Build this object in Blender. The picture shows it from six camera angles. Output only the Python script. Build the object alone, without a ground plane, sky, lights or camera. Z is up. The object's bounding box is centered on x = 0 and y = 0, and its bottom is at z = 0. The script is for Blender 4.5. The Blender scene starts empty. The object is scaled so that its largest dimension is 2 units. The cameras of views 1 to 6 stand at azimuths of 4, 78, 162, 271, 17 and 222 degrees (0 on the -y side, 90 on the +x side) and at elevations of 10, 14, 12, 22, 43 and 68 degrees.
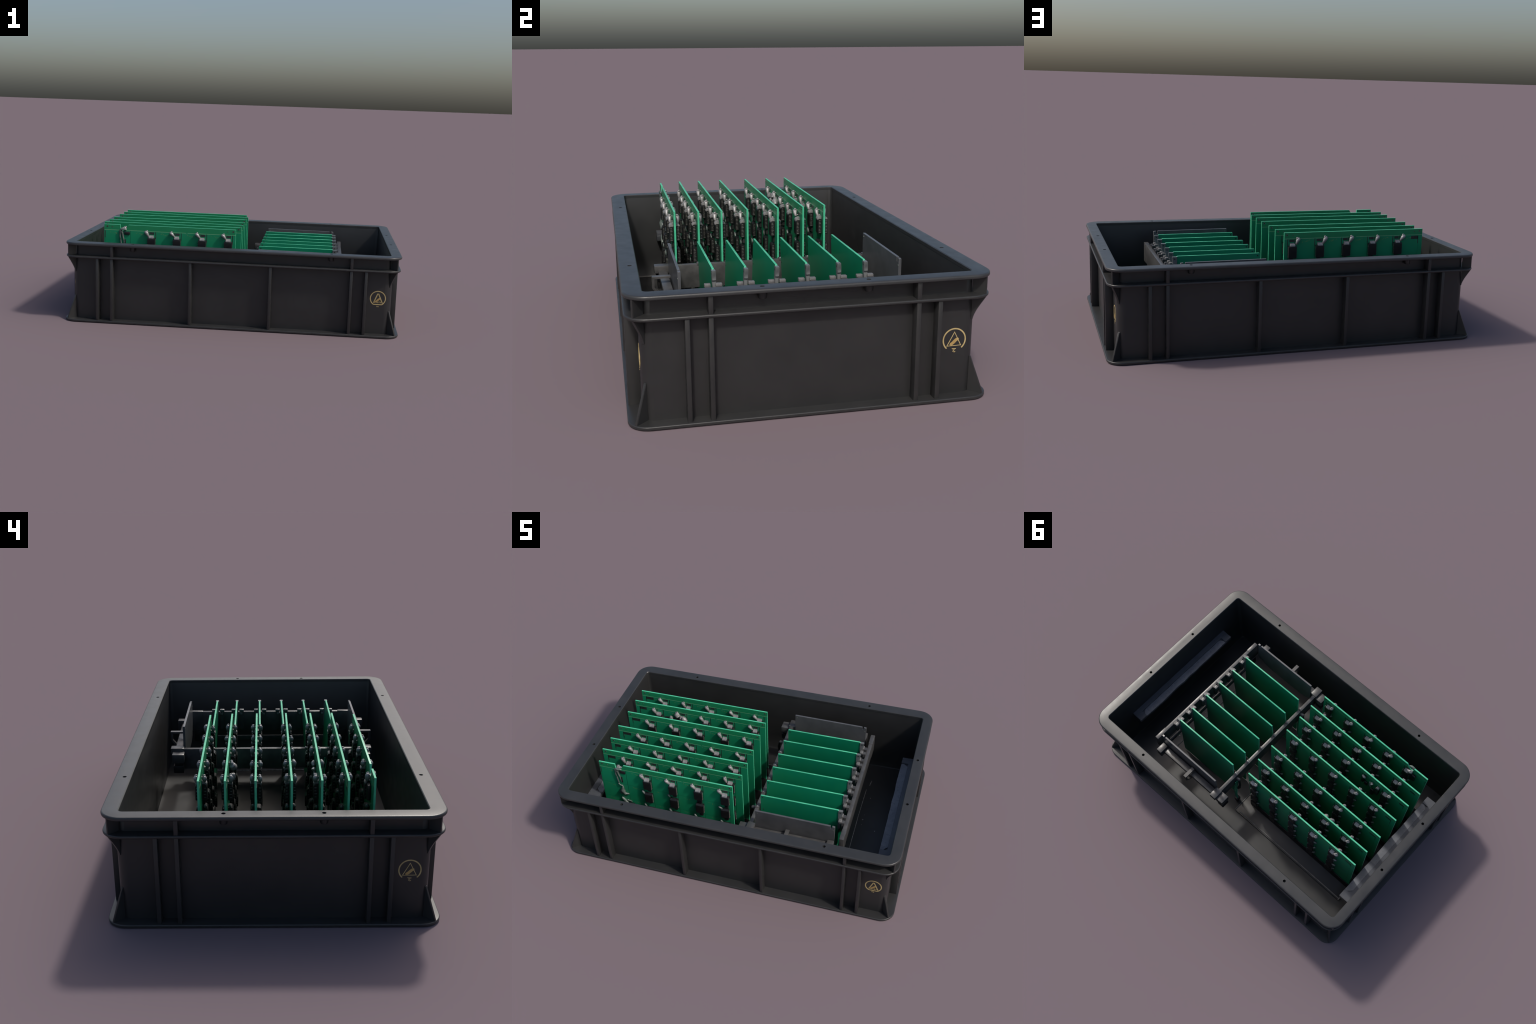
import bpy, bmesh, math, random
from mathutils import Vector, Matrix

rng = random.Random(11)
COL = bpy.context.scene.collection

# ------------------------------------------------------------------ materials
def srgb(r, g, b):
    f = lambda c: (c/255/12.92) if c/255 <= .04045 else ((c/255+.055)/1.055)**2.4
    return (f(r), f(g), f(b), 1)

def new_mat(name):
    m = bpy.data.materials.new(name)
    m.use_nodes = True
    nt = m.node_tree
    b = nt.nodes["Principled BSDF"]
    return m, nt, b

def tex_coord(nt):
    return nt.nodes.new("ShaderNodeTexCoord").outputs["Object"]

def ramp(nt, fac, stops):
    r = nt.nodes.new("ShaderNodeValToRGB")
    el = r.color_ramp.elements
    el[0].position, el[0].color = stops[0]
    el[1].position, el[1].color = stops[-1]
    for p, c in stops[1:-1]:
        e = el.new(p); e.color = c
    nt.links.new(fac, r.inputs[0])
    return r.outputs[0]

def noise(nt, scale, detail=3, rough=.5, vec=None):
    n = nt.nodes.new("ShaderNodeTexNoise")
    n.inputs["Scale"].default_value = scale
    n.inputs["Detail"].default_value = detail
    n.inputs["Roughness"].default_value = rough
    nt.links.new(vec if vec else tex_coord(nt), n.inputs["Vector"])
    return n.outputs["Fac"]

def math_n(nt, op, a, b=None, c=None):
    n = nt.nodes.new("ShaderNodeMath"); n.operation = op
    for i, v in enumerate((a, b, c)):
        if v is None: continue
        if isinstance(v, (int, float)): n.inputs[i].default_value = v
        else: nt.links.new(v, n.inputs[i])
    return n.outputs[0]

def mixc(nt, fac, a, b):
    n = nt.nodes.new("ShaderNodeMix"); n.data_type = 'RGBA'
    for i, v in ((0, fac), (6, a), (7, b)):
        if isinstance(v, (tuple, float, int)): n.inputs[i].default_value = v
        else: nt.links.new(v, n.inputs[i])
    return n.outputs[2]

def bump(nt, b, h, strength, dist=.002):
    n = nt.nodes.new("ShaderNodeBump")
    n.inputs["Strength"].default_value = strength
    n.inputs["Distance"].default_value = dist
    nt.links.new(h, n.inputs["Height"])
    nt.links.new(n.outputs[0], b.inputs["Normal"])

def mottled(name, c1, c2, rough, scale=9, metallic=0., spec=.5, bump_s=.12, bump_scale=220, rough_var=.1):
    m, nt, b = new_mat(name)
    nt.links.new(ramp(nt, noise(nt, scale, 5, .6), [(.35, c1), (.65, c2)]), b.inputs["Base Color"])
    rv = math_n(nt, 'MULTIPLY_ADD', noise(nt, scale*1.7, 4, .6), rough_var*2, rough-rough_var)
    nt.links.new(rv, b.inputs["Roughness"])
    b.inputs["Metallic"].default_value = metallic
    b.inputs["Specular IOR Level"].default_value = spec
    if bump_s: bump(nt, b, noise(nt, bump_scale, 2), bump_s, .0015)
    return m

g = lambda v, t=1.0: (v*t, v, v*(2-t), 1)
PLASTIC = mottled("crate_plastic", (.0200, .0202, .0205, 1), (.0240, .0241, .0243, 1), .40, 7, bump_scale=260)
RIM_M = mottled("rim_plastic", (.029, .030, .031, 1), (.036, .0365, .037, 1), .36, 10, bump_scale=240)
RIB_M = mottled("rib_plastic", (.024, .0242, .0245, 1), (.029, .029, .029, 1), .38, 9, bump_scale=260)
LEDGE = mottled("ledge_plastic", (.058, .062, .072, 1), (.080, .085, .096, 1), .31, 14, bump_s=.25, bump_scale=120)  # same plastic, base brightened and tinted blue for skylight and sun on the ledge
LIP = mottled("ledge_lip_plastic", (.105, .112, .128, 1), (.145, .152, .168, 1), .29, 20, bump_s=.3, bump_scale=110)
RACK = mottled("rack_plastic", (.052, .052, .053, 1), (.088, .088, .087, 1), .34, 16, bump_s=.25, bump_scale=160)
PLATE = mottled("cover_plate_grey", (.070, .072, .076, 1), (.095, .097, .102, 1), .34, 12, bump_s=.1)
BLACK = mottled("relay_black", (.010, .010, .011, 1), (.018, .018, .019, 1), .36, 30, bump_s=.15)
SOCKET = mottled("socket_black", (.009, .009, .010, 1), (.014, .014, .015, 1), .5, 20)
METAL = mottled("tin_solder", (.19, .19, .195, 1), (.33, .325, .32, 1), .42, 60, metallic=.25, bump_s=.4, bump_scale=140)
LUG = mottled("oxidised_solder", (.05, .085, .075, 1), (.20, .23, .21, 1), .42, 50, metallic=.2, bump_s=.4, bump_scale=140)
TABM = mottled("pale_clip_plastic", (.12, .12, .119, 1), (.20, .197, .193, 1), .42, 40)
PIN = mottled("pin_metal", (.17, .165, .155, 1), (.42, .40, .38, 1), .38, 90, metallic=.6, bump_s=.2)
GOLD = mottled("printed_khaki", (.40, .305, .13, 1), (.52, .40, .19, 1), .55, 40, bump_s=0)
GOLDDARK = mottled("printed_ochre", (.36, .235, .08, 1), (.44, .30, .11, 1), .55, 40, bump_s=0)
HOLE = mottled("hole_dark", (.006, .006, .006, 1), (.01, .01, .01, 1), .7, 30, bump_s=0)
EYELET = mottled("eyelet_tin", (.11, .13, .11, 1), (.2, .21, .19, 1), .45, 60, metallic=.4, bump_s=0)
SMEAR = mottled("burnt_residue", (.012, .02, .017, 1), (.03, .035, .033, 1), .45, 60, bump_s=.3)

GREEN_D, GREEN_L = (.0028, .180, .088, 1), (.0045, .220, .110, 1)
EDGE_C = (.10, .57, .33, 1)

def pcb_material(name, cells):
    """green lacquered laminate; light raw edges; with cells: pale print lines of a 5-column grid"""
    m, nt, b = new_mat(name)
    co = tex_coord(nt)
    base = ramp(nt, noise(nt, 5, 4, .55, co), [(.3, (.0055, .205, .096, 1) if cells else GREEN_D), (.7, (.0095, .245, .114, 1) if cells else GREEN_L)])
    patch = ramp(nt, noise(nt, 3.3, 5, .65, co), [(.45, (0, 0, 0, 1)), (.7, (.45, .45, .45, 1))])
    base = mixc(nt, patch, base, (.018, .255, .092, 1))
    sep = nt.nodes.new("ShaderNodeSeparateXYZ"); nt.links.new(co, sep.inputs[0])
    X, Y, Z = sep.outputs
    col = base
    if cells:
        # top strip: slightly yellower lacquer above the print line
        strip = math_n(nt, 'GREATER_THAN', Z, .5255)
        col = mixc(nt, math_n(nt, 'MULTIPLY', strip, .55), col, (.012, .205, .072, 1))
        inx = math_n(nt, 'MULTIPLY', math_n(nt, 'GREATER_THAN', X, -.812), math_n(nt, 'LESS_THAN', X, -.017))
        # broken pale line under the strip
        d = math_n(nt, 'LESS_THAN', math_n(nt, 'ABSOLUTE', math_n(nt, 'SUBTRACT', Z, .5245)), .0016)
        brk = math_n(nt, 'GREATER_THAN', noise(nt, 9, 2, .5, co), .43)
        col = mixc(nt, math_n(nt, 'MULTIPLY', math_n(nt, 'MULTIPLY', d, brk), .8), col, (.17, .42, .22, 1))
        # column lines (pitch .1585) and row lines (pitch .1165), darker grooves
        fx = math_n(nt, 'FRACT', math_n(nt, 'DIVIDE', math_n(nt, 'ADD', X, .8135), .1585))
        lx = math_n(nt, 'LESS_THAN', fx, .018)
        lx2 = math_n(nt, 'GREATER_THAN', fx, .978)
        below = math_n(nt, 'MULTIPLY', math_n(nt, 'LESS_THAN', Z, .5235), inx)
        col = mixc(nt, math_n(nt, 'MULTIPLY', math_n(nt, 'MULTIPLY', lx, below), .75), col, (.0015, .045, .024, 1))
        col = mixc(nt, math_n(nt, 'MULTIPLY', math_n(nt, 'MULTIPLY', lx2, below), .5), col, (.016, .25, .125, 1))
        fz = math_n(nt, 'FRACT', math_n(nt, 'DIVIDE', math_n(nt, 'SUBTRACT', Z, .0585), .1165))
        lz = math_n(nt, 'LESS_THAN', fz, .025)
        col = mixc(nt, math_n(nt, 'MULTIPLY', math_n(nt, 'MULTIPLY', lz, below), .45), col, (.0015, .075, .038, 1))
        # tan printed codes beside each component
        u = math_n(nt, 'SUBTRACT', fx, .34); w = math_n(nt, 'SUBTRACT', fz, .86)
        box = math_n(nt, 'MULTIPLY', math_n(nt, 'LESS_THAN', math_n(nt, 'ABSOLUTE', u), .15),
                     math_n(nt, 'LESS_THAN', math_n(nt, 'ABSOLUTE', math_n(nt, 'MULTIPLY_ADD', u, .35, w)), .035))
        txt = math_n(nt, 'GREATER_THAN', noise(nt, 170, 1, .5, co), .56)
        code = math_n(nt, 'MULTIPLY', math_n(nt, 'MULTIPLY', box, txt), below)
        col = mixc(nt, math_n(nt, 'MULTIPLY', code, .45), col, (.19, .24, .07, 1))
    # pale raw laminate where the sheet is cut: thin side faces (object-space normal not along y)
    nsep = nt.nodes.new("ShaderNodeSeparateXYZ")
    nt.links.new(nt.nodes.new("ShaderNodeTexCoord").outputs["Normal"], nsep.inputs[0])
    edge = math_n(nt, 'LESS_THAN', math_n(nt, 'ABSOLUTE', nsep.outputs[1]), .75)
    ecol = ramp(nt, noise(nt, 14, 3, .6, co), [(.3, (.055, .40, .22, 1)), (.7, EDGE_C)])
    col = mixc(nt, edge, col, ecol)
    nt.links.new(col, b.inputs["Base Color"])
    b.inputs["Roughness"].default_value = .38
    b.inputs["Specular IOR Level"].default_value = .4
    return m

PCB = pcb_material("circuit_board_green", True)
CARD = pcb_material("card_green", False)

m, nt, b = new_mat("clear_hook_plastic")
nt.links.new(ramp(nt, noise(nt, 40, 3), [(.3, (.10, .11, .11, 1)), (.7, (.17, .18, .18, 1))]), b.inputs["Base Color"])
b.inputs["Roughness"].default_value = .3
HOOK = m

# ------------------------------------------------------------------ helpers
def finish(name, bm, mat, parent=None, smooth=35, kind=None):
    bmesh.ops.recalc_face_normals(bm, faces=bm.faces)
    me = bpy.data.meshes.new(name)
    bm.to_mesh(me); bm.free()
    for mt in (mat if isinstance(mat, (list, tuple)) else [mat]):
        me.materials.append(mt)
    for p in me.polygons: p.use_smooth = True
    me.set_sharp_from_angle(angle=math.radians(smooth))
    ob = bpy.data.objects.new(name, me)
    COL.objects.link(ob)
    if parent: ob.parent = parent
    if kind: ob["kind"] = kind
    return ob

def add_box(bm, x0, x1, y0, y1, z0, z1, bev=0., seg=2):
    t = bmesh.new()
    bmesh.ops.create_cube(t, size=1)
    for v in t.verts:
        v.co = Vector((x0+(v.co.x+.5)*(x1-x0), y0+(v.co.y+.5)*(y1-y0), z0+(v.co.z+.5)*(z1-z0)))
    if bev: bmesh.ops.bevel(t, geom=t.edges[:], offset=bev, segments=seg, affect='EDGES', profile=.5)
    tm = bpy.data.meshes.new("tmp"); t.to_mesh(tm); t.free()
    bm.from_mesh(tm); bpy.data.meshes.remove(tm)

def boxes(name, lst, mat, parent=None, bev=.002, seg=2, **kw):
    bm = bmesh.new()
    for bx in lst: add_box(bm, *bx, bev=bev, seg=seg)
    return finish(name, bm, mat, parent, **kw)

def prism(bm, pts, axis, a0, a1):
    """extrude a 2D outline (other two axes in xyz order) along an axis"""
    def mk(p, a):
        q = list(p); q.insert(axis, a); return bm.verts.new(q)
    r0 = [mk(p, a0) for p in pts]; r1 = [mk(p, a1) for p in pts]
    n = len(pts)
    bm.faces.new(r0); bm.faces.new(r1[::-1])
    for i in range(n):
        bm.faces.new((r0[i], r0[(i+1) % n], r1[(i+1) % n], r1[i]))

def rrect(hx, hy, r, z, n=9):
    pts = []
    for cx, cy, a0 in ((hx-r, hy-r, 0), (-hx+r, hy-r, 90), (-hx+r, -hy+r, 180), (hx-r, -hy+r, 270)):
        for i in range(n):
            a = math.radians(a0+90*i/(n-1))
            pts.append((cx+r*math.cos(a), cy+r*math.sin(a), z))
    return pts

def loft(bm, loops, close=False, cap0=False, cap1=False):
    vl = [[bm.verts.new(p) for p in lp] for lp in loops]
    n = len(vl[0])
    rng_ = range(len(vl)) if close else range(len(vl)-1)
    for k in rng_:
        A, B = vl[k], vl[(k+1) % len(vl)]
        for i in range(n):
            bm.faces.new((A[i], A[(i+1) % n], B[(i+1) % n], B[i]))
    if cap0: bm.faces.new(vl[0][::-1])
    if cap1: bm.faces.new(vl[-1])

def cyl(bm, c, r, z0, z1, n=20, r1=None):
    loft(bm, [[(c[0]+rr*math.cos(2*math.pi*i/n), c[1]+rr*math.sin(2*math.pi*i/n), z) for i in range(n)]
              for rr, z in ((r, z0), (r if r1 is None else r1, z1))], cap0=True, cap1=True)

def tube(bm, path, rad, n=8):
    """round tube along a poly-line; rad may be a list"""
    path = [Vector(p) for p in path]
    loops = []
    for i, p in enumerate(path):
        d = (path[min(i+1, len(path)-1)]-path[max(i-1, 0)]).normalized()
        u = d.cross(Vector((.31, .47, .83))).normalized(); v = d.cross(u)
        r = rad[i] if isinstance(rad, (list, tuple)) else rad
        loops.append([p+u*r*math.cos(2*math.pi*k/n)+v*r*math.sin(2*math.pi*k/n) for k in range(n)])
    loft(bm, loops, cap0=True, cap1=True)

def instance(src, name, loc, parent, rot=None, scale=None):
    o = src.copy(); o.name = name
    o.parent = parent
    o.location = loc
    if rot: o.rotation_euler = rot
    if scale: o.scale = scale
    COL.objects.link(o)
    return o

def empty(name, loc=(0, 0, 0)):
    e = bpy.data.objects.new(name, None)
    e.location = loc
    COL.objects.link(e)
    return e

# ------------------------------------------------------------------ crate
RIM_Z, FLOOR_Z = .478, .010
HX, HY = .997, .6635            # outer half sizes at the rim
WX, WY = .949, .612            # outer wall
IX, IY = .936, .595            # opening

crate = empty("storage_crate")
crate["label"] = "dark grey ribbed plastic stacking crate with rim"
crate["category"] = "storage crate"

bm = bmesh.new()
loops = [rrect(WX-.03, WY-.03, .03, .002),
         rrect(WX-.002, WY-.002, .043, .002),
         rrect(WX, WY, .045, .06),
         rrect(WX, WY, .045, .30),
         rrect(WX-.004, WY-.003, .043, .385),
         rrect(WX-.005, WY-.004, .042, RIM_Z-.010),
         rrect(IX+.002, IY+.002, .020, RIM_Z-.006),
         rrect(IX, IY, .018, RIM_Z-.012),
         rrect(.926, .5945, .020, .12),
         rrect(.921, .594, .022, FLOOR_Z+.008),
         rrect(.915, .588, .02, FLOOR_Z)]
loft(bm, loops, cap0=True, cap1=True)
finish("crate_wall", bm, PLASTIC, crate, smooth=40)

def ring(name, hx, hy, r, inner, z0, z1, rt, rb, inner_r=.02, inset=.004):
    """flange: outer edge rounded with radii rt (top) and rb (bottom)"""
    prof = []
    for i in range(5):
        a = math.pi/2*i/4
        prof.append((rb*(1-math.sin(a)), z0+rb*(1-math.cos(a))))
    for i in range(6):
        a = math.pi/2*i/5
        prof.append((rt*(1-math.cos(a)), z1-rt*(1-math.sin(a))))
    lp = [rrect(inner[0], inner[1], inner_r, z0)]
    lp += [rrect(hx-o, hy-o, max(r-o, .01), z) for o, z in prof]
    lp += [rrect(inner[0]+inset, inner[1]+inset, inner_r+inset, z1), rrect(inner[0], inner[1], inner_r, z1-inset)]
    b_ = bmesh.new(); loft(b_, lp, close=True)
    return finish(name, b_, RIM_M if name == "rim" else RIB_M, crate, smooth=40)

rim = ring("rim", HX, HY, .088, (IX-.001, IY-.001), RIM_Z-.0155, RIM_Z, .007, .004, .018, .003)
ring("stacking_flange", .9945, .6615, .082, (WX-.006, WY-.006), .387, .3995, .005, .005, .04, .001)
ring("base_flange", 1.0, .664, .078, (WX-.02, WY-.02), 0, .013, .004, .003, .04, .001)

# screw holes through the rim
holes = [(sx*.586, sy*.622) for sx in (-1, 1) for sy in (-1, 1)] + [(sx*.961, sy*.19) for sx in (-1, 1) for sy in (-1, 1)]
bm = bmesh.new()
for h in holes: cyl(bm, h, .0085, RIM_Z-.03, RIM_Z+.01, 16)
cut = finish("hole_cutter", bm, HOLE)
md = rim.modifiers.new("holes", 'BOOLEAN'); md.object = cut; md.operation = 'DIFFERENCE'; md.solver = 'EXACT'
dg = bpy.context.evaluated_depsgraph_get()
me = bpy.data.meshes.new_from_object(rim.evaluated_get(dg))
rim.modifiers.clear(); rim.data = me
me.materials.clear(); me.materials.append(RIM_M)
for p in me.polygons: p.material_index = 0
me.set_sharp_from_angle(angle=math.radians(40))
bpy.data.objects.remove(cut)
# sleeves below the holes
bm = bmesh.new()
n = 20
def ringloop(r, z): return [(r*math.cos(2*math.pi*i/n), r*math.sin(2*math.pi*i/n), z) for i in range(n)]
loft(bm, [ringloop(.0085, RIM_Z-.016), ringloop(.0165, RIM_Z-.016), ringloop(.0158, .440), ringloop(.0135, .436),
          ringloop(.0001, .436), ringloop(.0001, .448), ringloop(.0082, .448)], close=True)
boss = finish("screw_boss", bm, PLASTIC, crate)
for i, h in enumerate(holes):
    o = boss if i == 0 else instance(boss, "screw_boss", (0, 0, 0), crate)
    o.location = (h[0], h[1], 0)

# ribs: (position along the wall, lower?, upper?)
def rib(sx_axis, s, p, z0, z1, w=.0085, outer=None):
    if sx_axis: lst = (min(s*(WX-.004), s*outer), max(s*(WX-.004), s*outer), p-w, p+w, z0, z1)
    else: lst = (p-w, p+w, min(s*(WY-.004), s*outer), max(s*(WY-.004), s*outer), z0, z1)
    boxes("rib", [lst], RIB_M, crate, bev=.0022)
for s in (-1, 1):
    for p in (-.452, -.371, .371, .452):
        rib(True, s, p, .009, .389, outer=.989)
    for p in (-.371, .371):
        rib(True, s, p, .397, RIM_Z-.014, outer=.989)
    for p in (-.792, -.706, -.236, .236, .706, .792):
        rib(False, s, p, .009, .389, outer=.6565)
    for p in (-.706, .706):
        rib(False, s, p, .397, RIM_Z-.014, outer=.6565)

# corner webs on the diagonal: upper web, curved bracket, foot gusset
ci = Vector((.938, .599)); L = .051; LB = .058
def web(outline):
    bm = bmesh.new()
    prism(bm, outline, 1, -.0055, .0055)
    bmesh.ops.bevel(bm, geom=bm.edges[:], offset=.0015, segments=2, affect='EDGES')
    me = finish("corner_gusset", bm, RIB_M, crate)
    return me
arc = [(.001+(L-.004)*(1-math.sin(t*math.pi/2))**1.25, .388-.095*(1-(1-t)**1.6)) for t in [i/10 for i in range(11)]]
outl = [[(-.003, .396), (L-.003, .396), (L-.003, RIM_Z-.013), (-.003, RIM_Z-.013)],
        [(-.003, .389)]+[(x, z) for x, z in arc]+[(-.003, .293)],
        [(-.003, .008), (LB-.003, .008), (LB-.003, .016), (.001, .150), (-.003, .151)]]
for sx in (-1, 1):
    for sy in (-1, 1):
        for o in outl:
            w = web(o)
            w.location = (sx*ci.x, sy*ci.y, 0)
            w.rotation_euler = (0, 0, math.atan2(sy, sx))

# grip ledges inside the short walls
def ledge(s):
    bm = bmesh.new()
    prof = [(.936, .262), (.857, .2605), (.855, .258), (.855, .252), (.866, .226), (.880, .219), (.936, .219)]
    prism(bm, [(x*s, z) for x, z in prof], 1, -.426, .426)
    xa, xb = sorted((s*.898, s*.936)); add_box(bm, xa, xb, -.426, .426, .258, .2725)
    xa, xb = sorted((s*.8555, s*.934))
    for d in (-1, 1):
        ya, yb = sorted((d*.372, d*.4255)); add_box(bm, xa, xb, ya, yb, .2575, .2715)
    bmesh.ops.bevel(bm, geom=[e for e in bm.edges], offset=.0015, segments=2, affect='EDGES')
    lg = finish("grip_ledge", bm, LEDGE, crate)
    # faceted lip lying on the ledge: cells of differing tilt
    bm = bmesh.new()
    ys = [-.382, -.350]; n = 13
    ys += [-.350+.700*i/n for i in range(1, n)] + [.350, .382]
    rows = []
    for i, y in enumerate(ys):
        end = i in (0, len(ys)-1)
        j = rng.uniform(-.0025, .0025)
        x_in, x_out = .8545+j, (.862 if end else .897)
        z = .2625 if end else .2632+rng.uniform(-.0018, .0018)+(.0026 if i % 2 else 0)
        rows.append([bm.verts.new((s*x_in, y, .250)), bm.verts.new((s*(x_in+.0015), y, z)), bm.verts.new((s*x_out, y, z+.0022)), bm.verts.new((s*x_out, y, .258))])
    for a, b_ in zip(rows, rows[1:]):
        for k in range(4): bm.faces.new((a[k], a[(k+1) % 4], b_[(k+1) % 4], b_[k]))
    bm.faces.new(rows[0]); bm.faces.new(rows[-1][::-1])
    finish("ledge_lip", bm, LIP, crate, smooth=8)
ledge(1); ledge(-1)

# printed symbol: ring, triangle, hand blot, little code, slightly proud of the wall
def symbol(face, closed):
    """local frame: u to the right seen from outside, v up"""
    if face == 'px': M = lambda u, v, d: (WX+d, .528+u, .222+v)
    elif face == 'ny': M = lambda u, v, d: (.869+u, -(WY+d), .226+v)
    else: M = lambda u, v, d: (-(WX+d), -.529-u, .226+v)
    def stroke(bm, pts, w, close=False):
        n_ = len(pts); lp = []
        for i, p in enumerate(pts):
            a = Vector(pts[(i-1) % n_] if close or i else pts[i]); c = Vector(pts[(i+1) % n_] if close or i < n_-1 else pts[i])
            d = (c-a).normalized(); nrm = Vector((-d.y, d.x))*w/2
            P = Vector(p)
            lp.append([bm.verts.new(M(*(P+nrm), -.001)), bm.verts.new(M(*(P+nrm), .0007)), bm.verts.new(M(*(P-nrm), .0007)), bm.verts.new(M(*(P-nrm), -.001))])
        m_ = n_ if close else n_-1
        for i in range(m_):
            A, B = lp[i], lp[(i+1) % n_]
            for k in range(4): bm.faces.new((A[k], A[(k+1) % 4], B[(k+1) % 4], B[k]))
        if not close: bm.faces.new(lp[0]); bm.faces.new(lp[-1][::-1])
    bm = bmesh.new()
    R_ = .043
    if closed:
        pts = [(R_*math.cos(t)*1.02, max(R_*math.sin(t), -.036)) for t in [2*math.pi*i/56 for i in range(56)]]
        stroke(bm, pts, .0056, True)
        stroke(bm, [(-.024, -.026), (-.002, .028), (.003, .028), (.027, -.028)], .0058)
        for k in range(5): stroke(bm, [(-.016+.008*k, -.027), (-.016+.008*k, -.020+.003*(k % 2))], .0035)
        stroke(bm, [(-.007, -.045), (-.003, -.051), (0, -.045)], .0025)
        stroke(bm, [(.002, -.051), (.006, -.045), (.002, -.046), (.007, -.051)], .0025)
    else:
        pts = [(R_*math.cos(t), R_*math.sin(t)) for t in [math.radians(-48+276*i/48) for i in range(49)]]
        stroke(bm, pts, .0050)
        stroke(bm, [(-.028, -.023), (0, .030), (.026, -.022)], .0050, True)
        stroke(bm, [(-.008, -.034), (.008, -.035)], .0025)
        stroke(bm, [(-.004, -.039), (.003, -.038), (-.004, -.045), (.002, -.048), (.006, -.045)], .0025)
    finish("warning_symbol", bm, GOLD, crate)
    bm = bmesh.new()
    blot = [(.011*math.cos(t)*(1.25 if abs(math.sin(t)) < .5 else 1.0)+.004*math.sin(t), .0095*math.sin(t)+.007*math.cos(t)-.004) for t in [2*math.pi*i/22 for i in range(22)]]
    blot = [(x*1.25, y*1.25-.002) for x, y in blot]
    if closed: blot = [(x*.9, y*.9-.003) for x, y in blot]
    v0 = [bm.verts.new(M(x, y, -.001)) for x, y in blot]; v1 = [bm.verts.new(M(x, y, .0006)) for x, y in blot]
    bm.faces.new(v0); bm.faces.new(v1[::-1])
    for i in range(22): bm.faces.new((v0[i], v0[(i+1) % 22], v1[(i+1) % 22], v1[i]))
    finish("symbol_blot", bm, GOLDDARK, crate)
symbol('px', False); symbol('nx', False); symbol('ny', True)

# ------------------------------------------------------------------ floor tray below the big boards
tray = empty("board_tray", (0, 0, FLOOR_Z))
tray["label"] = "flat dark tray with sockets holding upright boards"
tray["category"] = "tray"
Z0 = FLOOR_Z
def tz(lst, dz=-Z0): return [(a, b_, c, d, e+dz, f+dz) for a, b_, c, d, e, f in lst]
boxes("tray_plate", tz([(-.848, .048, -.402, .402, Z0+.001, Z0+.010)]), PLASTIC, tray, bev=.002)
bm = bmesh.new()
tube(bm, [(-.848, .391, .014), (.012, .391, .014)], .0035, 8)
tube(bm, [(.0475, .26, .0115), (.0475, .401, .0115), (.014, .401, .0115)], .003, 8)
tube(bm, [(-.846, .402, .014), (-.846, .378, .014)], .004, 8)
finish("tray_wire", bm, TABM, tray)  # pale material chosen to colour in the sun glint along the wire
BY = [-.398, -.294, -.190, -.072, .069, .188, .293]
BXR = [(-.817, .002), (-.842, .025), (-.838, .025), (-.840, .025), (-.838, .023), (-.838, .022), (-.838, .003)]
BOARD_TOP, BOARD_BOT, BT = .559, .085, .0043
for y, (xa, xb) in zip(BY, BXR):
    boxes("board_socket", tz(([] if y == BY[0] else [(xa+.004, xb-.004, y-.0105, y-.0048, Z0+.009, .098)]) + [(xa+.004, xb-.004, y+.0048, y+.0105, Z0+.009, .098), (xa+.005, xb-.005, y-.008, y+.008, Z0+.009, .080)]), SOCKET, tray, bev=.0015)
# stray wire and crumbs on the bare floor beside the rack
bm = bmesh.new()
tube(bm, [(.655, -.50, .002), (.655, -.2, .0025), (.652, .1, .002), (.655, .34, .0025)], .0022, 6)
tube(bm, [(.668, .385, .002), (.673, .43, .002)], .0028, 6)
for k in range(5):
    cx, cy = rng.uniform(.67, .80), rng.uniform(-.1, .40)
    add_box(bm, cx, cx+rng.uniform(.002, .007), cy, cy+rng.uniform(.003, .009), .0005, .003)
finish("floor_wire", bm, PIN, tray)

# ------------------------------------------------------------------ relay, pins, capacitor masters (board-local, y = out of the board)
RW, RH, RD = .046, .070, .019
bm = bmesh.new()
prism(bm, [(0, 0), (RD, 0), (RD, RH-.007), (RD-.006, RH), (0, RH)], 0, -RW, 0)
bmesh.ops.bevel(bm, geom=bm.edges[:], offset=.0016, segments=2, affect='EDGES')
for k in range(9):                                        # moulded side ribs
    z = .006+k*.0068
    add_box(bm, -.001, .0012, .004, RD-.001, z, z+.0030)
    add_box(bm, -RW-.0012, -RW+.001, .004, RD-.001, z, z+.0030)
relay_m = finish("relay", bm, BLACK)
bm = bmesh.new()
for k in range(9):
    z = .0064+k*.0068
    w0 = .006+.003*((k*7) % 3)/2
    add_box(bm, .0008, .0026, w0, RD-.0035, z+.0004, z+.0024)
    if k % 2: add_box(bm, -RW-.0026, -RW-.0008, w0, RD-.0035, z+.0004, z+.0024)
pins_m = finish("pin_row", bm, PIN)
bm = bmesh.new()                                          # silver tab leaning on the top relay
prism(bm, [(0, -.003), (RD+.0010, -.005), (RD+.0010, .002), (RD-.003, .007), (.0, .013)], 0, -.038, -.009)
bmesh.ops.bevel(bm, geom=bm.edges[:], offset=.0018, segments=2, affect='EDGES')
tab_m = finish("metal_tab", bm, METAL)
bm = bmesh.new()                                          # teardrop capacitor with a bead and lead
tube(bm, [(-.012, .012, .017), (-.010, .012, .0145), (-.0065, .0125, .009), (-.001, .0125, .001), (.004, .013, -.008), (.009, .0125, -.016), (.012, .012, -.019)],
     [.002, .008, .0105, .0105, .008, .0065, .002], 12)
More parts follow.
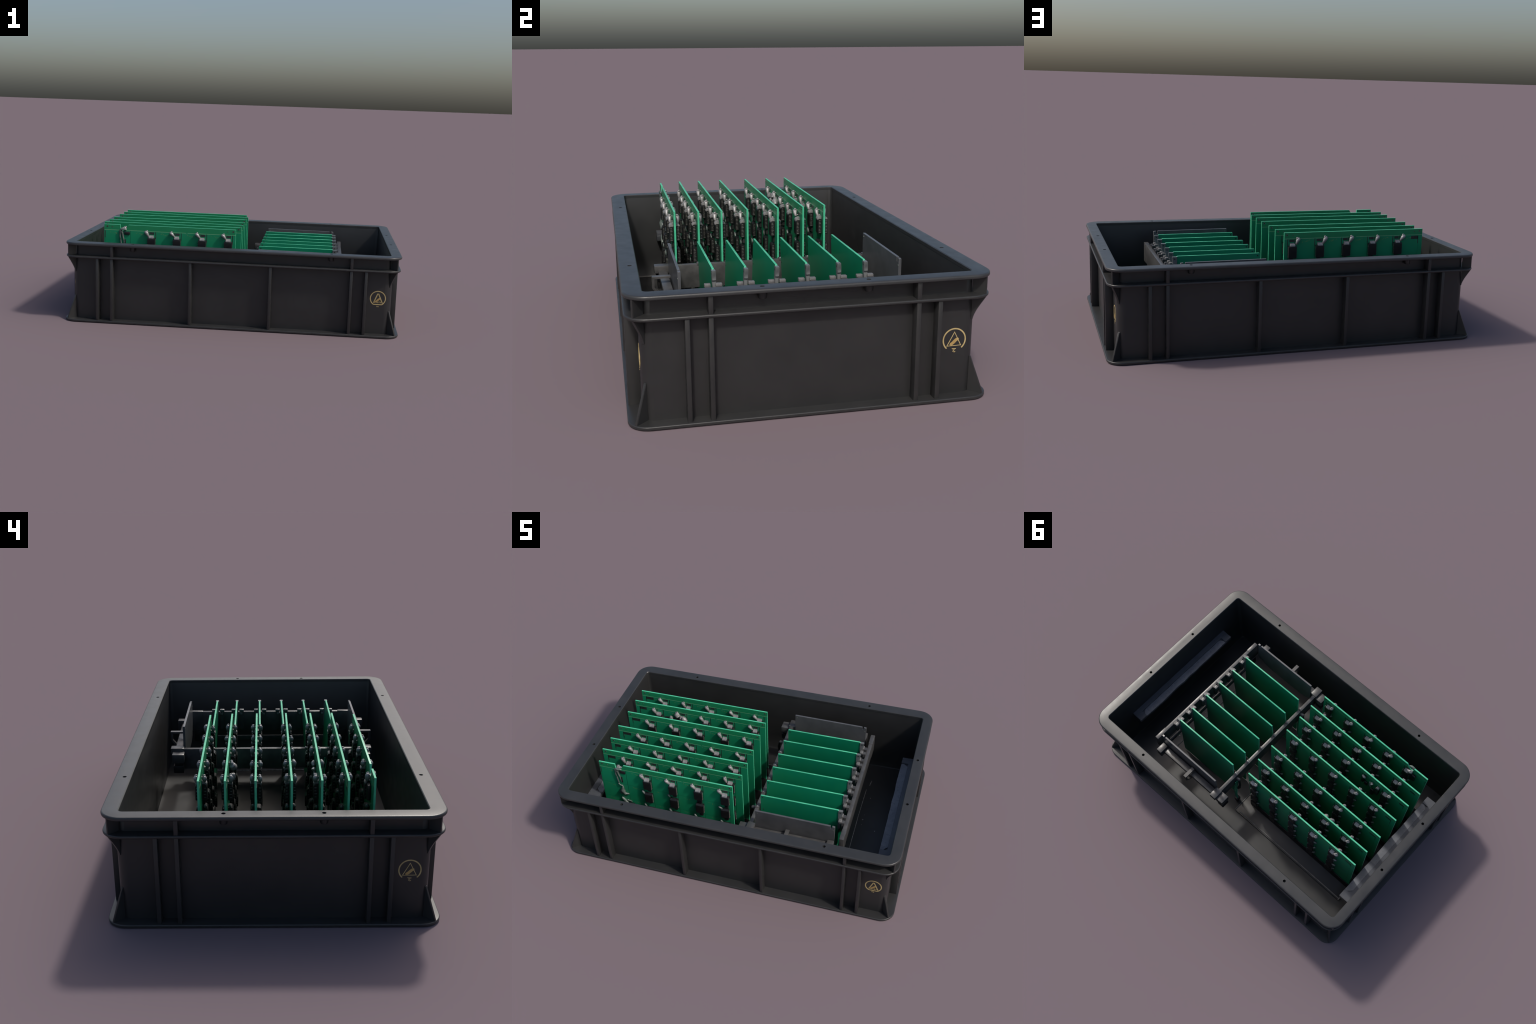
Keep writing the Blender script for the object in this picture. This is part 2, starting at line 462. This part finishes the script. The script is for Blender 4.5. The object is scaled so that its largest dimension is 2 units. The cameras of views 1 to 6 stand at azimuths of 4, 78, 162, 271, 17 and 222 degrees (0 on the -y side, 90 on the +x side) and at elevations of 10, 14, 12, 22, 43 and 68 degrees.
tube(bm, [(-.003, .006, .020), (-.002, .010, .018), (.001, .015, .015), (.002, .017, .013)], [.002, .0055, .0055, .002], 8)
tube(bm, [(-.004, -.003, .012), (-.004, .010, .012)], .003, 6)
tube(bm, [(.005, -.003, -.012), (.005, .010, -.012)], .003, 6)
cap_m = finish("capacitor", bm, METAL, smooth=60)
bm = bmesh.new()                                          # small lug between lower relays
tube(bm, [(-.012, .008, .012), (-.009, .009, .009), (-.002, .011, .002), (.008, .012, -.009), (.011, .012, -.013)], [.002, .007, .0075, .006, .002], 10)
tube(bm, [(-.004, -.003, .004), (-.004, .010, .004)], .003, 6)
lug_m = finish("solder_lug", bm, LUG, smooth=60)
bm = bmesh.new()                                          # low dark part bridging two relays
prism(bm, [(0, -.026), (.010, -.024), (.012, -.010), (.007, 0), (0, 0)], 0, -.030, 0)
bmesh.ops.bevel(bm, geom=bm.edges[:], offset=.002, segments=2, affect='EDGES')
bridge_m = finish("bridge_part", bm, BLACK)
masters = [bridge_m, relay_m, pins_m, tab_m, cap_m, lug_m]

COLS = [-.655, -.4975, -.339, -.180, -.021]
ROWS = [(.418, 1.0), (.312, 1.02), (.198, 1.0), (.104, .82)]   # relay foot height, height factor

def strip(bm, p, q, w, t, twist=0.):
    tube(bm, [p, ((p[0]+q[0])/2+rng.uniform(-.004, .004), max(p[1], q[1])+t, (p[2]+q[2])/2), q], [w*.7, w, w*.6], 7)

for bi, (y, (xa, xb)) in enumerate(zip(BY, BXR)):
    bm = bmesh.new()
    Y0, Y1 = -BT, BT
    if bi == 0:   # broken-out notch near the far end
        outl = [(xa, BOARD_BOT), (xb, BOARD_BOT), (xb, BOARD_TOP), (-.663, BOARD_TOP), (-.672, .545), (-.684, .524), (-.700, .520), (-.712, .523), (-.716, .535), (-.716, BOARD_TOP), (xa, BOARD_TOP)]
    else:
        outl = [(xa, BOARD_BOT), (xb, BOARD_BOT), (xb, BOARD_TOP), (xa, BOARD_TOP)]
    prism(bm, outl, 1, Y0, Y1)
    bmesh.ops.bevel(bm, geom=[e for e in bm.edges], offset=.0007, segments=1, affect='EDGES')
    bd = finish("circuit_board", bm, PCB, smooth=30)
    bd.location = (0, y, 0)
    bd["label"] = "upright green circuit board with rows of black relays"
    bd["category"] = "circuit board"
    # eyelets
    bm = bmesh.new(); bh = bmesh.new()
    for ex, ez, er in ((xa+.020, .546, .0052), (xa+.052, .544, .0032), (xb-.016, .546, .0052), (xb-.050, .545, .0030)):
        for sgn in (-1, 1):
            t = bmesh.new(); cyl(t, (0, 0), er, BT-.001, BT+.0009, 14)
            t2 = bmesh.new(); cyl(t2, (0, 0), er*.62, BT-.001, BT+.0013, 12)
            for tt, dst in ((t, bm), (t2, bh)):
                bmesh.ops.transform(tt, matrix=Matrix.Translation((ex, 0, ez)) @ Matrix.Rotation(math.radians(-90*sgn), 4, 'X'), verts=tt.verts)
                tm = bpy.data.meshes.new("tmp"); tt.to_mesh(tm); tt.free(); dst.from_mesh(tm); bpy.data.meshes.remove(tm)
    finish("eyelet", bm, EYELET, bd, kind="stuff")
    finish("eyelet_hole", bh, HOLE, bd, kind="stuff")
    for face in (-1, 1):
        def place(src, name, x, z, parent, sc=(1, 1, 1), rz=0.):
            # the +y side is the mirror image through the sheet
            return instance(src, name, (x, face*BT, z), parent, rot=(0, rz, 0), scale=(sc[0], sc[1]*face, sc[2]))
        burnt = bi == 0 and face == -1
        odd6 = bi == 5 and face == -1
        odd3 = bi == 2 and face == 1
        for cidx, x0 in enumerate(COLS):
            if burnt and cidx == 0: continue
            for ridx, (z0, hf) in enumerate(ROWS):
                if burnt and ridx == 3: continue
                if odd3 and cidx == 1 and ridx < 2: continue
                jx, jz = rng.uniform(-.0015, .0015), rng.uniform(-.003, .003)
                if ridx == 0: jz *= .4
                sc = (rng.uniform(.97, 1.03), rng.uniform(.92, 1.08), hf*rng.uniform(.97, 1.02))
                ry = rng.uniform(-.03, .03) if ridx else 0
                if rng.random() < .06 and ridx: ry += rng.uniform(-.12, .12)
                o = place(relay_m, "relay", x0+jx, z0+jz, bd, sc, ry)
                p = pins_m.copy(); p.name = "pin_row"; p.parent = o; COL.objects.link(p)
                if ridx == 0:
                    place(tab_m, "metal_tab", x0+jx, z0+.070, bd, (rng.uniform(.92, 1.05), 1, rng.uniform(.9, 1.15)))
                    place(cap_m, "capacitor", x0-.050+jx, .514+rng.uniform(-.003, .002), bd, (rng.uniform(.9, 1.1), rng.uniform(.9, 1.05), rng.uniform(.9, 1.1)), rng.uniform(-.25, .2))
                if ridx < 3 and rng.random() < .8:
                    place(bridge_m, "bridge_part", x0-.006+jx, z0-.004+jz, bd, (rng.uniform(.6, 1.0), rng.uniform(.6, 1.1), rng.uniform(.8, 1.1)), rng.uniform(-.15, .15))
                if ridx and rng.random() < .85:
                    place(lug_m, "solder_lug", x0-.052+jx, z0+.078+rng.uniform(-.006, .006), bd, (rng.uniform(.7, 1.0),)*3, rng.uniform(-.4, .3))
        # dark pads and slots around the top row, burn mark in the outer cell
        bm = bmesh.new()
        f0, f1 = sorted((face*(BT-.001), face*(BT+.0006)))
        for x0 in COLS:
            if burnt and x0 == COLS[0]: continue
            if rng.random() < .75: add_box(bm, x0-.045+.012, x0-.006, f0, f1, .506, .520)
            add_box(bm, x0-.040, x0-.036, f0, f1, .505, .523)
            add_box(bm, x0+.0025, x0+.0055, f0, f1, .488-rng.uniform(0, .03), .523)
        if bi: add_box(bm, -.812, -.770+rng.uniform(-.012, .012), f0, f1, .500, .519)
        hs = rng.uniform(.02, .07)
        add_box(bm, -.8125, -.8085, f0, f1, .516-hs, .518)
        finish("burn_mark", bm, SMEAR, bd, kind="stuff")
        # odd damaged spots
        if burnt or odd6 or odd3 or (bi == 0 and face == 1):
            bm = bmesh.new(); bk = bmesh.new()
            def P(x, d, z): return (x, face*(BT+d*(.5 if burnt else .9)), z)
            if burnt:
                tube(bm, [P(-.716, .004, .512), P(-.708, .013, .531), P(-.690, .014, .532), P(-.676, .008, .528)], [.004, .008, .008, .004], 8)
                tube(bm, [P(-.714, .009, .525), P(-.716, .011, .490), P(-.706, .008, .420)], [.008, .005, .004], 8)
                tube(bm, [P(-.706, .010, .520), P(-.694, .008, .470), P(-.690, .004, .430)], [.008, .004, .002], 8)
                tube(bm, [P(-.712, .005, .412), P(-.700, .010, .402), P(-.684, .007, .398)], .004, 8)
                tube(bm, [P(-.684, .012, .392), P(-.690, .014, .366), P(-.676, .012, .338), P(-.652, .010, .340)], [.005, .014, .010, .004], 9)
                tube(bm, [P(-.706, .004, .350), P(-.702, .008, .330)], [.008, .004], 8)
                tube(bm, [P(-.704, .008, .300), P(-.688, .015, .286), P(-.660, .014, .250), P(-.640, .006, .225)], [.006, .009, .007, .003], 8)
                tube(bm, [P(-.670, .008, .285), P(-.640, .009, .278)], [.005, .003], 8)
                add_box(bk, *sorted((-.690, -.655)), *sorted((face*BT, face*(BT+.007))), .498, .518, bev=.003)
                add_box(bk, *sorted((-.688, -.680)), *sorted((face*BT, face*(BT+.004))), .425, .470, bev=.002)
                add_box(bk, *sorted((-.668, -.625)), *sorted((face*BT, face*(BT+.012))), .215, .268, bev=.004)
                add_box(bk, *sorted((-.706, -.660)), *sorted((face*BT, face*(BT+.014))), .110, .190, bev=.004)
            elif odd6:
                tube(bm, [P(-.562, .010, .522), P(-.560, .014, .518), P(-.548, .017, .500), P(-.546, .016, .496)], [.004, .014, .014, .004], 12)
                tube(bm, [P(-.600, .012, .494), P(-.595, .018, .488), P(-.592, .018, .474), P(-.588, .014, .470)], [.004, .012, .013, .003], 10)
                tube(bm, [P(-.520, .012, .500), P(-.508, .018, .488), P(-.492, .018, .474)], [.010, .018, .010], 12)
                add_box(bk, -.640, -.520, *sorted((face*BT, face*(BT+.012))), .462, .478, bev=.003)
            elif odd3:
                tube(bm, [P(-.500, .010, .512), P(-.515, .014, .506), P(-.524, .012, .498)], [.004, .010, .005], 9)
                tube(bm, [P(-.572, .012, .508), P(-.580, .016, .500)], [.006, .010], 10)
                tube(bm, [P(-.560, .010, .490), P(-.566, .012, .455), P(-.572, .008, .425)], [.004, .007, .004], 8)
                add_box(bm, -.632, -.612, *sorted((face*BT, face*(BT+.016))), .486, .502, bev=.003)
                add_box(bk, -.518, -.498, *sorted((face*BT, face*(BT+.016))), .420, .500, bev=.004)
                add_box(bk, -.545, -.520, *sorted((face*BT, face*(BT+.010))), .395, .440, bev=.004)
                add_box(bk, -.634, -.606, *sorted((face*BT, face*(BT+.018))), .400, .486, bev=.004)
                add_box(bk, -.600, -.575, *sorted((face*BT, face*(BT+.012))), .330, .410, bev=.004)
            else:
                tube(bm, [P(-.716, .008, .526), P(-.705, .014, .520), P(-.690, .012, .515), P(-.676, .008, .512)], [.006, .011, .010, .005], 9)
                add_box(bk, -.745, -.705, *sorted((face*BT, face*(BT+.016))), .430, .498, bev=.005)
            finish("melted_solder", bm, LUG if burnt else METAL, bd, smooth=60)
            finish("broken_part", bk, BLACK, bd)
for mo in masters: bpy.data.objects.remove(mo)

# ------------------------------------------------------------------ card rack
rack = empty("card_rack", (0, 0, 0))
rack["label"] = "grey plastic frame with two slotted rails and cover plates"
rack["category"] = "card rack"
CY = [-.313, -.187, -.065, .055, .181, .290]
# rail towards +x: three stepped lengths and a lower bar
boxes("rail", [(.637, .660, -.458, .463, .262, .3745)], RACK, rack, bev=.0025)
boxes("rail_end", [(.6355, .6615, -.460, -.380, .2605, .3775), (.6355, .6615, .378, .465, .2605, .3775)], RACK, rack, bev=.0025)
boxes("rail_bar", [(.626, .640, -.40, .40, .206, .236)], RACK, rack, bev=.004)
boxes("rail_bracket", [(.628, .648, -.43, -.385, .20, .265), (.628, .648, .385, .43, .20, .265)], SOCKET, rack, bev=.003)
# rail towards -x
boxes("rail", [(.106, .128, -.478, .478, .240, .3465)], RACK, rack, bev=.002)
for s in (-1, 1):
    ya, yb = sorted((s*.440, s*.506))
    boxes("rail_cap", [(.101, .146, ya, yb, .318, .351)], RACK, rack, bev=.003)
    ya, yb = sorted((s*.436, s*.496))
    boxes("corner_block", [(.052, .104, ya, yb, .289, .335)], RACK, rack, bev=.003)
    ya, yb = sorted((s*.440, s*.490))
    boxes("corner_foot", [(.054, .100, ya, yb, .236, .274), (.060, .094, ya+.006, yb-.006, .270, .292)], SOCKET, rack, bev=.003)
    # side bar, far block, strap loop
    ya, yb = sorted((s*.4505, s*.490))
    boxes("side_bar", [(.140, .575, ya, yb, .300, .330)], RACK, rack, bev=.004)
    ya, yb = sorted((s*.450, s*.514))
    boxes("bar_block", [(.568, .608, ya, yb, .285, .346)], RACK, rack, bev=.004)
    bm = bmesh.new()
    o = [(s*.452, .362), (s*.530, .362), (s*.530, .312), (s*.506, .284), (s*.470, .268), (s*.466, .277), (s*.500, .293), (s*.520, .316), (s*.520, .353), (s*.452, .353)]
    prism(bm, o, 0, .327, .350)
    bmesh.ops.bevel(bm, geom=bm.edges[:], offset=.0012, segments=1, affect='EDGES')
    finish("strap_loop", bm, RACK, rack)
    ya, yb = sorted((s*.444, s*.466))
    boxes("end_shelf", [(.150, .570, ya, yb, .284, .292)], SOCKET, rack, bev=.001)
    # cover plate with a hooked end and a scalloped foot
    bm = bmesh.new()
    o = [(.146, .285), (.175, .262), (.20, .250), (.36, .246), (.50, .250), (.558, .262), (.572, .285), (.606, .285), (.606, .447), (.590, .4485),
         (.590, .430), (.580, .430), (.580, .4495), (.146, .452)]
    prism(bm, o, 1, s*.440-.0055, s*.440+.0055)
    bmesh.ops.bevel(bm, geom=bm.edges[:], offset=.001, segments=1, affect='EDGES')
    finish("cover_plate", bm, PLATE, rack)
    bm = bmesh.new()
    for ex in (.158, .597):
        for d in (-1, 1):
            t = bmesh.new(); cyl(t, (0, 0), .0042, .004, .0065, 12)
            bmesh.ops.transform(t, matrix=Matrix.Translation((ex, s*.440, .437 if ex < .3 else .418)) @ Matrix.Rotation(math.radians(-90*d), 4, 'X'), verts=t.verts)
            tm = bpy.data.meshes.new("tmp"); t.to_mesh(tm); t.free(); bm.from_mesh(tm); bpy.data.meshes.remove(tm)
    finish("plate_eyelet", bm, EYELET, rack, kind="stuff")
# clips that hold the cards: pairs of jaws on the +x rail, studs on the -x rail
bm = bmesh.new()
for d in (-1, 1):
    a, b_ = sorted((d*.0092, d*.034)); a2, b2 = sorted((d*.0092, d*.028))
    t = [[(.622, a, .389), (.639, a, .389), (.639, b_, .389), (.622, b_, .389)], [(.624, a2, .277), (.639, a2, .277), (.639, b2, .277), (.624, b2, .277)]]
    loft(bm, t, cap0=True, cap1=True)
bmesh.ops.bevel(bm, geom=bm.edges[:], offset=.0018, segments=2, affect='EDGES')
jaw = finish("card_clip", bm, RACK, rack)
bm = bmesh.new()
for d in (-1, 1):
    a, b_ = sorted((d*.0100, d*.0345))
    add_box(bm, .604, .623, a, b_, .383, .397, bev=.0025)
    a, b_ = sorted((d*.0100, d*.026))
    add_box(bm, .606, .623, a, b_, .366, .379, bev=.0025)
claw = finish("clip_tab", bm, TABM, rack)
bm = bmesh.new()
add_box(bm, .1045, .1295, -.010, .010, .340, .3515, bev=.002)
stud = finish("rail_stud", bm, RACK, rack)
bm = bmesh.new(); tube(bm, [(.117, 0, .350), (.117, 0, .353), (.117, 0, .3545)], [.0058, .005, .001], 10)
rivet = finish("stud_rivet", bm, METAL, rack, smooth=60)
for i, y in enumerate(CY):
    for src, nm in ((jaw, "card_clip"), (claw, "clip_tab"), (stud, "rail_stud"), (rivet, "stud_rivet")):
        o = src if i == 0 else instance(src, nm, (0, 0, 0), rack)
        o.location = (0, y+(.004 if src in (stud, rivet) else .0), 0)
# plugs on the inner side of the rail, with short green leads
bm = bmesh.new(); bw = bmesh.new(); bs = bmesh.new()
for y in (.305, -.296):
    tube(bm, [(.106, y, .322), (.094, y, .323), (.082, y, .323), (.075, y, .322)], [.010, .011, .011, .005], 12)
    tube(bs, [(.080, y+.004, .318), (.070, y+.010, .280), (.074, y+.014, .235), (.086, y+.016, .200)], [.007, .008, .010, .007], 9)
    for k in range(3):
        tube(bw, [(.094, y+.012*k, .300), (.098, y+.014+.012*k, .20), (.088, y+.030+.006*k, .11), (.080, y+.036, .06)], .0035, 6)
    add_box(bs, .070, .096, y+.018, y+.050, .034, .066, bev=.004)
finish("plug", bm, RACK, rack, smooth=60)
finish("lead_sleeve", bs, SOCKET, rack, smooth=50)
finish("green_lead", bw, CARD, rack, smooth=60)

# ------------------------------------------------------------------ plain cards in the rack
for i, y in enumerate(CY):
    bm = bmesh.new()
    top = .4515
    prism(bm, [(.139, .030), (.598, .030), (.600, .09), (.600, .440), (.597, top-.002), (.592, top), (.142, top), (.139, top-.003)], 1, -.0044, .0044)
    bmesh.ops.bevel(bm, geom=bm.edges[:], offset=.001, segments=1, affect='EDGES')
    cd = finish("circuit_card", bm, CARD)
    lean = (.033, -.036, -.036, .048, .045, .040)[i]      # foot leans to +y, pivot at the top edge
    cd.location = (0, y+.45*math.sin(lean), .45-.45*math.cos(lean))
    cd.rotation_euler = (lean, 0, .004)
    cd["label"] = "plain green card held upright in rack"
    cd["category"] = "circuit card"
    bm = bmesh.new()
    prism(bm, [(.596, .30), (.612, .30), (.612, .405), (.6185, .409), (.6185, .424), (.621, .428), (.621, .4475), (.596, .4475)], 1, -.0078, .0078)
    bmesh.ops.bevel(bm, geom=bm.edges[:], offset=.0012, segments=2, affect='EDGES')
    finish("end_hook", bm, HOOK, cd)
    bm = bmesh.new()
    for ex, ez in ((.152, .437), (.154, .340), (.609, .436)):
        for d in (-1, 1):
            t = bmesh.new(); cyl(t, (0, 0), .0040, .004, .0086 if ex > .5 else .0052, 12)
            bmesh.ops.transform(t, matrix=Matrix.Translation((ex, 0, ez)) @ Matrix.Rotation(math.radians(-90*d), 4, 'X'), verts=t.verts)
            tm = bpy.data.meshes.new("tmp"); t.to_mesh(tm); t.free(); bm.from_mesh(tm); bpy.data.meshes.remove(tm)
    finish("card_eyelet", bm, SMEAR, cd, kind="stuff")
